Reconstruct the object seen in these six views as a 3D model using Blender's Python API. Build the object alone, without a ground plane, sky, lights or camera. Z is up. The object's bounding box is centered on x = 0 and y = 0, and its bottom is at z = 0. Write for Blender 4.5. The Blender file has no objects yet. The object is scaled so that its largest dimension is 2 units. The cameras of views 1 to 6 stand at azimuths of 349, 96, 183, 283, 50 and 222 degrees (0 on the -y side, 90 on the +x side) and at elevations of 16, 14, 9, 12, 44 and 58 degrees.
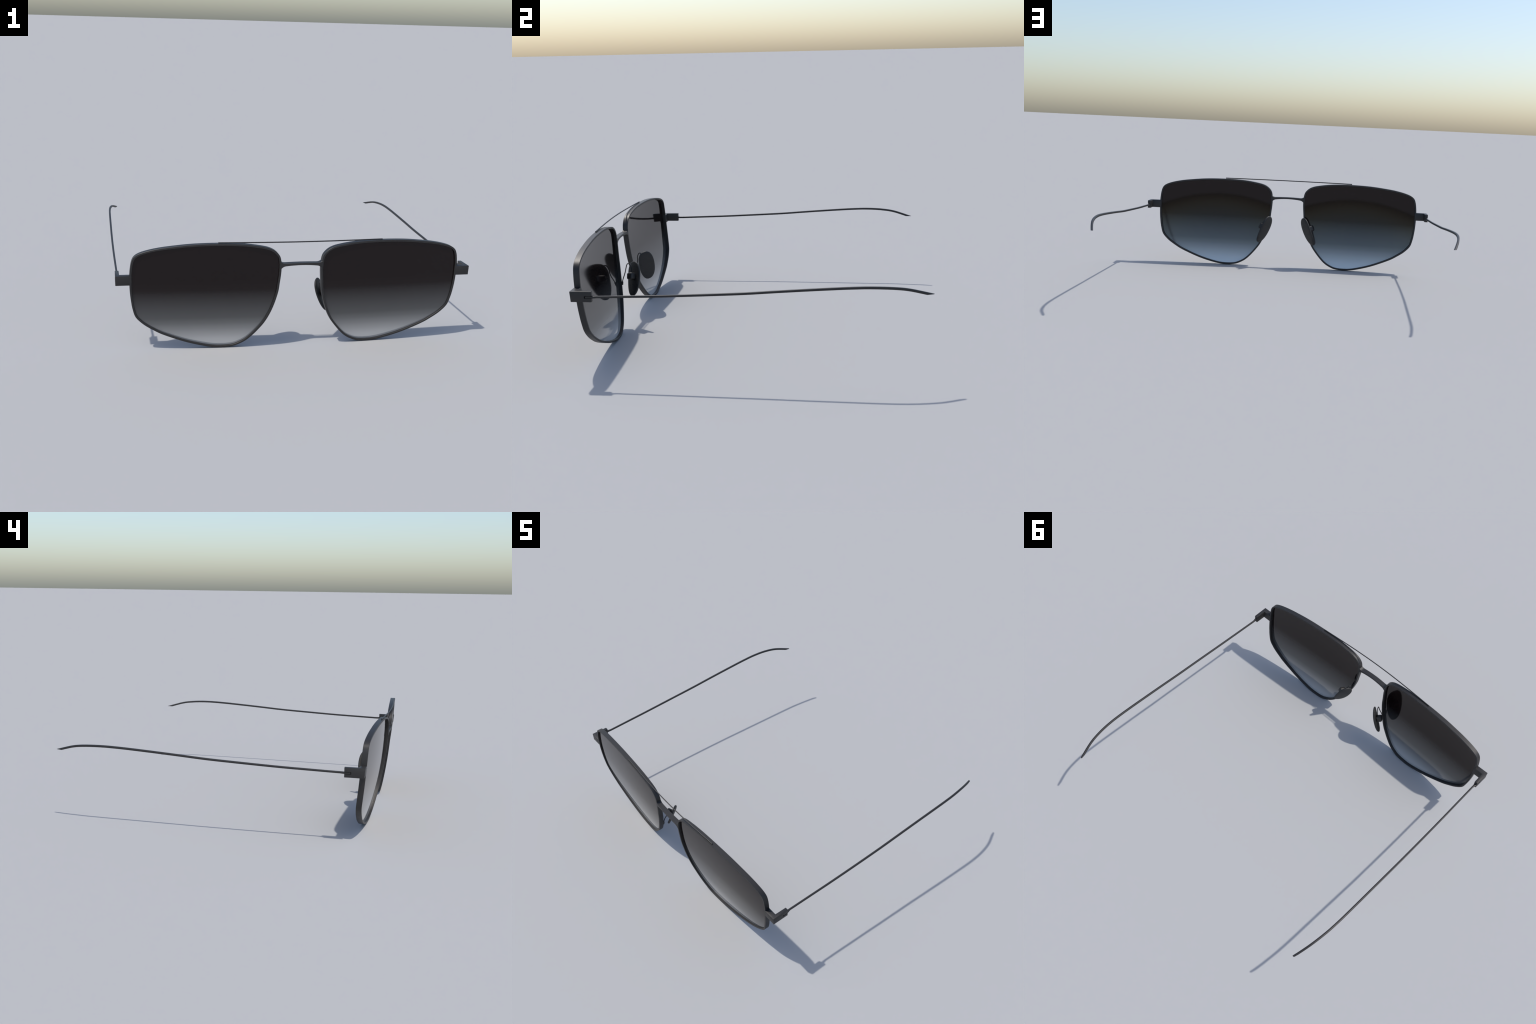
"""Black metal navigator sunglasses with gradient lenses, standing on their rims."""
import bpy, bmesh, math
from mathutils import Vector

# ------------------------------------------------------------------ helpers
def smooth_closed(ctrl, per=6):
    """Closed Catmull-Rom through 2D control points."""
    n, out = len(ctrl), []
    for i in range(n):
        p0, p1, p2, p3 = (ctrl[(i + k - 1) % n] for k in range(4))
        for s in range(per):
            t = s / per
            out.append(tuple(0.5 * (2 * b + (c - a) * t + (2 * a - 5 * b + 4 * c - d) * t * t
                                    + (3 * b - a - 3 * c + d) * t ** 3)
                             for a, b, c, d in zip(p0, p1, p2, p3)))
    return out

def even_closed(pts, n):
    """Resample a closed polyline at n equal arc steps."""
    m = len(pts)
    seg = [math.dist(pts[i], pts[(i + 1) % m]) for i in range(m)]
    total, out, i, acc = sum(seg), [], 0, 0.0
    for k in range(n):
        s = total * k / n
        while acc + seg[i] < s:
            acc += seg[i]; i += 1
        t = (s - acc) / seg[i]
        a, b = pts[i], pts[(i + 1) % m]
        out.append((a[0] + (b[0] - a[0]) * t, a[1] + (b[1] - a[1]) * t))
    return out

def smooth_open(ctrl, per=8):
    """Open Catmull-Rom through 3D (or nD) control points."""
    c = [tuple(2 * a - b for a, b in zip(ctrl[0], ctrl[1]))] + list(ctrl) \
        + [tuple(2 * a - b for a, b in zip(ctrl[-1], ctrl[-2]))]
    out = []
    for i in range(1, len(c) - 2):
        for s in range(per):
            t = s / per
            out.append(tuple(0.5 * (2 * b + (d - a) * t + (2 * a - 5 * b + 4 * d - e) * t * t
                                    + (3 * b - a - 3 * d + e) * t ** 3)
                             for a, b, d, e in zip(c[i - 1], c[i], c[i + 1], c[i + 2])))
    out.append(tuple(ctrl[-1]))
    return out

def lerp_table(tab, q):
    for (a, *va), (b, *vb) in zip(tab, tab[1:]):
        if q <= b:
            t = max(0.0, (q - a) / (b - a))
            return [x + (y - x) * t for x, y in zip(va, vb)]
    return list(tab[-1][1:])

def build(name, verts, faces, mat, parent, side=1, angle=35.0, bevel=0.0, segs=2):
    """Mesh object; side = -1 builds the mirror image across x = 0."""
    me = bpy.data.meshes.new(name)
    me.from_pydata([(v[0] * side, v[1], v[2]) for v in verts], [], faces)
    bm = bmesh.new(); bm.from_mesh(me)
    bmesh.ops.recalc_face_normals(bm, faces=bm.faces[:])
    if bevel:
        sharp = [e for e in bm.edges if e.is_manifold and e.calc_face_angle(0) > math.radians(40)]
        bmesh.ops.bevel(bm, geom=sharp, offset=bevel, segments=segs, profile=0.5, affect='EDGES')
    bm.to_mesh(me); bm.free()
    me.polygons.foreach_set("use_smooth", [True] * len(me.polygons))
    me.set_sharp_from_angle(angle=math.radians(angle))
    me.materials.append(mat)
    ob = bpy.data.objects.new(name, me)
    bpy.context.scene.collection.objects.link(ob)
    ob.parent = parent
    return ob

def ring_faces(rings, n, closed_path=False, caps=True):
    faces = []
    last = rings if closed_path else rings - 1
    for i in range(last):
        j = (i + 1) % rings
        for k in range(n):
            l = (k + 1) % n
            faces.append((i * n + k, i * n + l, j * n + l, j * n + k))
    if caps and not closed_path:
        faces.append(tuple(reversed(range(n))))
        faces.append(tuple((rings - 1) * n + k for k in range(n)))
    return faces

def tube(points, radius, n=12):
    """Verts and faces of a round wire along a polyline."""
    pts = [Vector(p) for p in points]
    verts, ref = [], Vector((0.13, 0.31, 0.94))
    for i, p in enumerate(pts):
        t = (pts[min(i + 1, len(pts) - 1)] - pts[max(i - 1, 0)]).normalized()
        a = (ref - t * ref.dot(t)).normalized(); b = t.cross(a); ref = a
        r = radius(i / (len(pts) - 1)) if callable(radius) else radius
        for k in range(n):
            w = 2 * math.pi * k / n
            verts.append(p + a * (r * math.cos(w)) + b * (r * math.sin(w)))
    return verts, ring_faces(len(pts), n)

# ---------------------------------------------------------------- materials
def new_material(name):
    m = bpy.data.materials.new(name); m.use_nodes = True
    nt = m.node_tree
    return m, nt, nt.nodes["Principled BSDF"]

def frame_material():
    m, nt, b = new_material("satin_black_metal")
    tc = nt.nodes.new("ShaderNodeTexCoord")
    no = nt.nodes.new("ShaderNodeTexNoise"); no.inputs["Scale"].default_value = 60
    no.inputs["Detail"].default_value = 4
    ra = nt.nodes.new("ShaderNodeValToRGB")
    ra.color_ramp.elements[0].color = (FRAME * 0.99, FRAME * 0.93, FRAME * 0.91, 1)
    ra.color_ramp.elements[1].color = (FRAME * 1.11, FRAME * 1.04, FRAME * 1.02, 1)
    nt.links.new(tc.outputs["Object"], no.inputs["Vector"])
    nt.links.new(no.outputs["Fac"], ra.inputs["Fac"])
    nt.links.new(ra.outputs["Color"], b.inputs["Base Color"])
    b.inputs["Roughness"].default_value = FRAME_ROUGH
    b.inputs["Metallic"].default_value = 0.3
    return m

def pad_material():
    m, nt, b = new_material("matt_black_ribbed_silicone")
    tc = nt.nodes.new("ShaderNodeTexCoord")
    wv = nt.nodes.new("ShaderNodeTexWave"); wv.bands_direction = 'Z'
    wv.inputs["Scale"].default_value = 55
    bu = nt.nodes.new("ShaderNodeBump"); bu.inputs["Strength"].default_value = 0.3
    bu.inputs["Distance"].default_value = 0.002
    nt.links.new(tc.outputs["Object"], wv.inputs["Vector"])
    nt.links.new(wv.outputs["Fac"], bu.inputs["Height"])
    nt.links.new(bu.outputs["Normal"], b.inputs["Normal"])
    b.inputs["Base Color"].default_value = (0.0145, 0.014, 0.014, 1)
    b.inputs["Roughness"].default_value = 0.6
    return m

def lens_material():
    """Opaque-looking gradient tint: near black above, pale grey at the lower edge."""
    m, nt, b = new_material("gradient_tinted_glass")
    tc = nt.nodes.new("ShaderNodeTexCoord")
    sx = nt.nodes.new("ShaderNodeSeparateXYZ")
    mr = nt.nodes.new("ShaderNodeMapRange")
    mr.inputs["From Min"].default_value = 0.0; mr.inputs["From Max"].default_value = 0.4
    ra = nt.nodes.new("ShaderNodeValToRGB")
    el = ra.color_ramp.elements
    for i, (z, g) in enumerate(LENS_TINT):
        e = el[i] if i < 2 else el.new(0.5)
        e.position = z / 0.4
        warm = max(0.0, (z - 0.2) / 0.2)   # the dense upper tint leans brown
        e.color = (g * (0.985 + 0.8 * warm), g * 0.99, g * 0.99, 1)
    nt.links.new(tc.outputs["Object"], sx.inputs[0])
    nt.links.new(sx.outputs["Z"], mr.inputs["Value"])
    nt.links.new(mr.outputs["Result"], ra.inputs["Fac"])
    nt.links.new(ra.outputs["Color"], b.inputs["Base Color"])
    b.inputs["Roughness"].default_value = LENS_ROUGH
    b.inputs["IOR"].default_value = LENS_IOR
    b.inputs["Metallic"].default_value = LENS_METAL
    return m

FRAME, FRAME_ROUGH = 0.0255, 0.47
LENS_ROUGH, LENS_IOR, LENS_METAL = 0.055, 1.5, 0.46
LENS_TINT = [(0.000, 0.66), (0.400, 0.0060), (0.020, 0.61), (0.052, 0.51), (0.085, 0.385), (0.118, 0.27),
             (0.151, 0.175), (0.184, 0.112), (0.217, 0.066), (0.250, 0.037), (0.283, 0.019),
             (0.316, 0.0115), (0.350, 0.0080)]

# ------------------------------------------------------------- shared shapes
def front_y(x, z):
    """Front plane of the frame: wrapped sideways, tilted and bowed in height."""
    x = abs(x); w = z - 0.35
    return -0.8847 + 0.0091 * x + 0.0413 * x * x - 0.0924 * w + 0.1925 * w * w + 0.0049 * x * w

RIM_DEPTH, RIM_WIDTH = 0.031, 0.0108

# outer edge of one rim seen from the front (x, z): temple side up, over the brow,
# down the nose, round the low point and back along the cheek
RIM_OUTLINE = [
    (.9235, .415), (.9220, .456), (.9165, .500), (.9090, .527), (.8990, .543), (.8820, .556),
    (.8570, .567), (.8150, .579), (.7600, .590), (.7000, .598), (.6200, .6065), (.5400, .611),
    (.4500, .6125), (.3600, .6105), (.2900, .605), (.2270, .5955), (.1840, .586), (.1500, .570),
    (.1245, .544), (.1145, .515), (.1110, .470), (.1125, .430), (.1170, .385), (.1225, .335),
    (.1400, .265), (.1620, .204), (.1900, .150), (.2250, .103), (.2580, .066), (.2860, .0405),
    (.3160, .022), (.3520, .007), (.3850, .0015), (.4200, .000), (.4600, .0015), (.5000, .0075),
    (.5650, .023), (.6300, .043), (.7000, .070), (.7630, .098), (.8100, .126), (.8400, .146),
    (.8610, .1635), (.8835, .1865), (.8980, .210), (.9090, .250), (.9145, .280), (.9205, .330),
    (.9230, .380)]
OUTLINE = even_closed(smooth_closed(RIM_OUTLINE), 260)

def inset(pts, d):
    n, out = len(pts), []
    for i in range(n):
        ax, az = pts[i - 2]; bx, bz = pts[(i + 2) % n]
        tx, tz = bx - ax, bz - az
        l = math.hypot(tx, tz)
        out.append((pts[i][0] - tz / l * d, pts[i][1] + tx / l * d))
    return out

def rim(mat, parent, side):
    c, t, d = 0.0012, RIM_WIDTH, RIM_DEPTH
    section = [(0, c), (c, 0), (t - c, 0), (t, c), (t, d - c), (t - c, d), (c, d), (0, d - c)]
    loops = [inset(OUTLINE, o) for o, _ in section]
    verts = []
    for i in range(len(OUTLINE)):
        y0 = front_y(*OUTLINE[i])
        verts += [(lp[i][0], y0 + dy, lp[i][1]) for lp, (_, dy) in zip(loops, section)]
    return build("rim", verts, ring_faces(len(OUTLINE), len(section), True), mat, parent, side, 30)

def lens_y(x, z):
    """The glass is bowed a little differently from the rim that holds it."""
    sag = 0.0015 * math.exp(-((z - 0.17) / 0.12) ** 2 - ((x - 0.55) / 0.30) ** 2)
    return front_y(x, z) + sag - 0.013 * (z - 0.3) - 0.004 * (x - 0.5) + 0.15 * (x - 0.5) ** 2 * (z - 0.35)

def lens(mat, parent, side):
    edge = inset(OUTLINE, RIM_WIDTH - 0.002)[::2]
    n, rings = len(edge), 26
    cx, cz = 0.50, 0.33
    verts, faces = [], []
    for layer, off in enumerate((0.0112, 0.0130)):
        base = len(verts)
        verts.append((cx, lens_y(cx, cz) + off, cz))
        for r in range(1, rings + 1):
            f = r / rings
            for x, z in edge:
                px, pz = cx + (x - cx) * f, cz + (z - cz) * f
                verts.append((px, lens_y(px, pz) + off, pz))
        faces += [(base, base + 1 + k, base + 1 + (k + 1) % n) for k in range(n)]
        for r in range(rings - 1):
            a, b = base + 1 + r * n, base + 1 + (r + 1) * n
            faces += [(a + k, b + k, b + (k + 1) % n, a + (k + 1) % n) for k in range(n)]
    a, b = 1 + (rings - 1) * n, 2 + rings * n + (rings - 1) * n
    faces += [(a + k, b + k, b + (k + 1) % n, a + (k + 1) % n) for k in range(n)]
    return build("lens", verts, faces, mat, parent, side, 40)

def bridge(mat, parent):
    verts, steps, half = [], 48, 0.117
    for i in range(steps + 1):
        x = -half + 2 * half * i / steps
        a = abs(x)
        flare = max(0.0, (a - 0.088) / (half - 0.088)) ** 2.2
        top = 0.4994 - 0.30 * x * x + 0.012 * flare
        low = 0.4872 - 0.75 * x * x - 0.016 * flare
        y0 = -0.8988 + 0.42 * x * x
        y1 = y0 + 0.0325
        c = 0.0014
        verts += [(x, y0 + c, top), (x, y0, top - c), (x, y0, low + c), (x, y0 + c, low),
                  (x, y1 - c, low), (x, y1, low + c), (x, y1, top - c), (x, y1 - c, top)]
    return build("bridge", verts, ring_faces(steps + 1, 8), mat, parent, 1, 30)

def brow_bar(mat, parent):
    pts = []
    for i in range(61):
        x = -0.4565 + 0.913 * i / 60
        pts.append((x, -0.8944 + 0.1237 * x * x - 0.1266 * x ** 4, 0.6176 - 0.0024 * x * x))
    v, f = tube(pts, 0.0034)
    return build("brow_bar", v, f, mat, parent, 1, 50)

def end_piece(mat, parent, side):
    """L-shaped bracket from the rim round to the hinge, slotted for the temple."""
    plan = [(.912, -.8475), (.9975, -.8475), (.9968, -.7395), (.9766, -.7395), (.9757, -.8157), (.912, -.8157)]
    verts = []
    for z, lean in ((0.3857, 0.0038), (0.4384, 0.0)):
        verts += [(x, y + (lean if y < -.8 else 0.0), z) for x, y in plan]
    n = len(plan)
    faces = [tuple(range(n)), tuple(range(n, 2 * n))]
    faces += [(k, (k + 1) % n, n + (k + 1) % n, n + k) for k in range(n)]
    ob = build("end_piece", verts, faces, mat, parent, side, 30, 0.0010, 2)
    # slot for the temple, cut from the outer face and open to the back
    slot = bpy.data.meshes.new("slot_cutter")
    bm = bmesh.new(); bmesh.ops.create_cube(bm, size=1.0)
    for v in bm.verts:
        v.co = Vector(((0.9985 + v.co.x * 0.026) * side, -0.750 + v.co.y * 0.052, 0.4093 + v.co.z * 0.0122))
    if side < 0:
        bmesh.ops.reverse_faces(bm, faces=bm.faces[:])
    bmesh.ops.recalc_face_normals(bm, faces=bm.faces[:])
    bm.to_mesh(slot); bm.free()
    cut = bpy.data.objects.new("slot_cutter", slot)
    bpy.context.scene.collection.objects.link(cut)
    md = ob.modifiers.new("slot", 'BOOLEAN'); md.operation = 'DIFFERENCE'; md.object = cut; md.solver = 'EXACT'
    bpy.context.view_layer.update()
    me = bpy.data.meshes.new_from_object(ob.evaluated_get(bpy.context.evaluated_depsgraph_get()))
    ob.modifiers.clear(); ob.data = me; me.name = "end_piece"
    me.polygons.foreach_set("use_smooth", [True] * len(me.polygons))
    me.set_sharp_from_angle(angle=math.radians(30))
    bpy.data.objects.remove(cut); bpy.data.meshes.remove(slot)
    return ob

# temple spine: y, x, z
TEMPLE = [(-.772, .9885, .4090), (-.738, .9885, .4090), (-.728, .9868, .4091), (-.714, .9850, .4094), (-.690, .9852, .4098), (-.55, .9874, .4138),
          (-.40, .9898, .4183), (-.20, .9922, .4270), (0, .9934, .4368), (.15, .9938, .4475), (.30, .9938, .4577),
          (.45, .9936, .4668), (.55, .9925, .4710), (.60, .9907, .4716), (.65, .9878, .4706), (.70, .9825, .4679),
          (.75, .9750, .4629), (.79, .9672, .4556), (.83, .9570, .4448), (.865, .9470, .4345), (.899, .9368, .4242)]
# y, half width, half height
TEMPLE_SIZE = [(-.78, .0070, .0053), (-.738, .0070, .0053), (-.714, .0050, .0053), (.2, .0059, .0057),
               (.6, .0060, .0060), (.9, .0061, .0060)]

def temple(mat, parent, side):
    path = smooth_open([(x, y, z) for y, x, z in TEMPLE], 8)
    pts = [Vector(p) for p in path]
    verts = []
    k = 0.26                                   # corner chamfer of the square section
    shape = [(1, 1 - k), (1 - k, 1), (k - 1, 1), (-1, 1 - k), (-1, k - 1), (k - 1, -1), (1 - k, -1), (1, k - 1)]
    for i, p in enumerate(pts):
        t = (pts[min(i + 1, len(pts) - 1)] - pts[max(i - 1, 0)]).normalized()
        s = (Vector((1, 0, 0)) - t * t.x).normalized()
        u = s.cross(t)
        w, h = lerp_table(TEMPLE_SIZE, p.y)
        for a, b in shape:
            q = p + s * (a * w) + u * (b * h)
            # the tip is cut on a long slant: the lower side stops early
            room = 0.899 - 0.018 * (1 - b)
            if q.y > room:
                q -= t * ((q.y - room) / t.y)
            verts.append(q)
    return build("temple", verts, ring_faces(len(pts), 8), mat, parent, side, 50)

# nose pad frame: centre of the inner face, its normal, its rearward and upward axes
PAD_C = Vector((0.1475, -0.7600, 0.2677))
PAD_N = Vector((-0.7701, 0.5581, -0.3090)).normalized()
PAD_H = Vector((0.5110, 0.8296, 0.2250)).normalized()
PAD_V = Vector((-0.3820, -0.0154, 0.9240)).normalized()

def nose_pad(mat, parent, side):
    a, b, n = 0.0493, 0.1021, 72
    # (scale, depth behind the inner face)
    rings = [(.25, -.0006), (.5, -.0003), (.75, .0), (.92, .0006), (.975, .002), (1.0, .0045), (1.0, .0090),
             (.985, .0115), (.95, .0128), (.75, .0132), (.4, .0134)]
    verts = [PAD_C + PAD_N * 0.0007]
    for f, d in rings:
        for k in range(n):
            w = 2 * math.pi * k / n
            c, s = math.cos(w), math.sin(w)
            y = math.copysign(abs(s) ** .85, s) * f
            x = math.copysign(abs(c) ** .85, c) * f * (1 + 0.105 * s)
            verts.append(PAD_C + PAD_H * (a * x) + PAD_V * (b * y) - PAD_N * (d + 0.0064 * y * y))
    verts.append(PAD_C - PAD_N * 0.0134)
    m = len(verts) - 1
    faces = [(0, 1 + k, 1 + (k + 1) % n) for k in range(n)]
    for r in range(len(rings) - 1):
        p, q = 1 + r * n, 1 + (r + 1) * n
        faces += [(p + k, q + k, q + (k + 1) % n, p + (k + 1) % n) for k in range(n)]
    p = 1 + (len(rings) - 1) * n
    faces += [(m, p + (k + 1) % n, p + k) for k in range(n)]
    return build("nose_pad", verts, faces, mat, parent, side, 60)

def pad_mount(mat, parent, side):
    """Rounded box on the back of the pad that holds the wire arm."""
    c = PAD_C - PAD_N * 0.0325 + PAD_V * 0.0125 + PAD_H * 0.004
    verts = [c + PAD_N * (i * 0.0205) + PAD_H * (j * 0.0210) + PAD_V * (k * 0.0205)
             for i in (-1, 1) for j in (-1, 1) for k in (-1, 1)]
    faces = [(0, 1, 3, 2), (4, 6, 7, 5), (0, 4, 5, 1), (2, 3, 7, 6), (0, 2, 6, 4), (1, 5, 7, 3)]
    return build("pad_mount", verts, faces, mat, parent, side, 60, 0.0110, 6)

def pad_arm(mat, parent, side):
    wire = [(.1560, -.7770, .2950), (.1490, -.7780, .3120), (.1420, -.7815, .3340), (.1345, -.7905, .3500), (.1297, -.8020, .3553),
            (.1288, -.8105, .3460), (.1300, -.8158, .3270), (.1370, -.8175, .3130), (.1460, -.8220, .2930),
            (.1500, -.8285, .2740), (.1515, -.8340, .2560), (.1530, -.8370, .2320)]
    v, f = tube(smooth_open(wire, 8), lambda t: 0.0028 + (0.0022 if t > 0.93 else 0.0), 12)
    return build("pad_arm", v, f, mat, parent, side, 50)

# ------------------------------------------------------------------ assembly
thing = bpy.data.objects.new("sunglasses", None)
bpy.context.scene.collection.objects.link(thing)
thing["label"] = "black metal navigator sunglasses with gradient grey lenses, thin temples"
thing["category"] = "sunglasses"

metal, silicone, glass = frame_material(), pad_material(), lens_material()
bridge(metal, thing)
brow_bar(metal, thing)
for s in (1, -1):
    rim(metal, thing, s)
    lens(glass, thing, s)
    end_piece(metal, thing, s)
    temple(metal, thing, s)
    pad = nose_pad(silicone, thing, s)
    pad_mount(metal, pad, s)
    pad_arm(metal, thing, s)
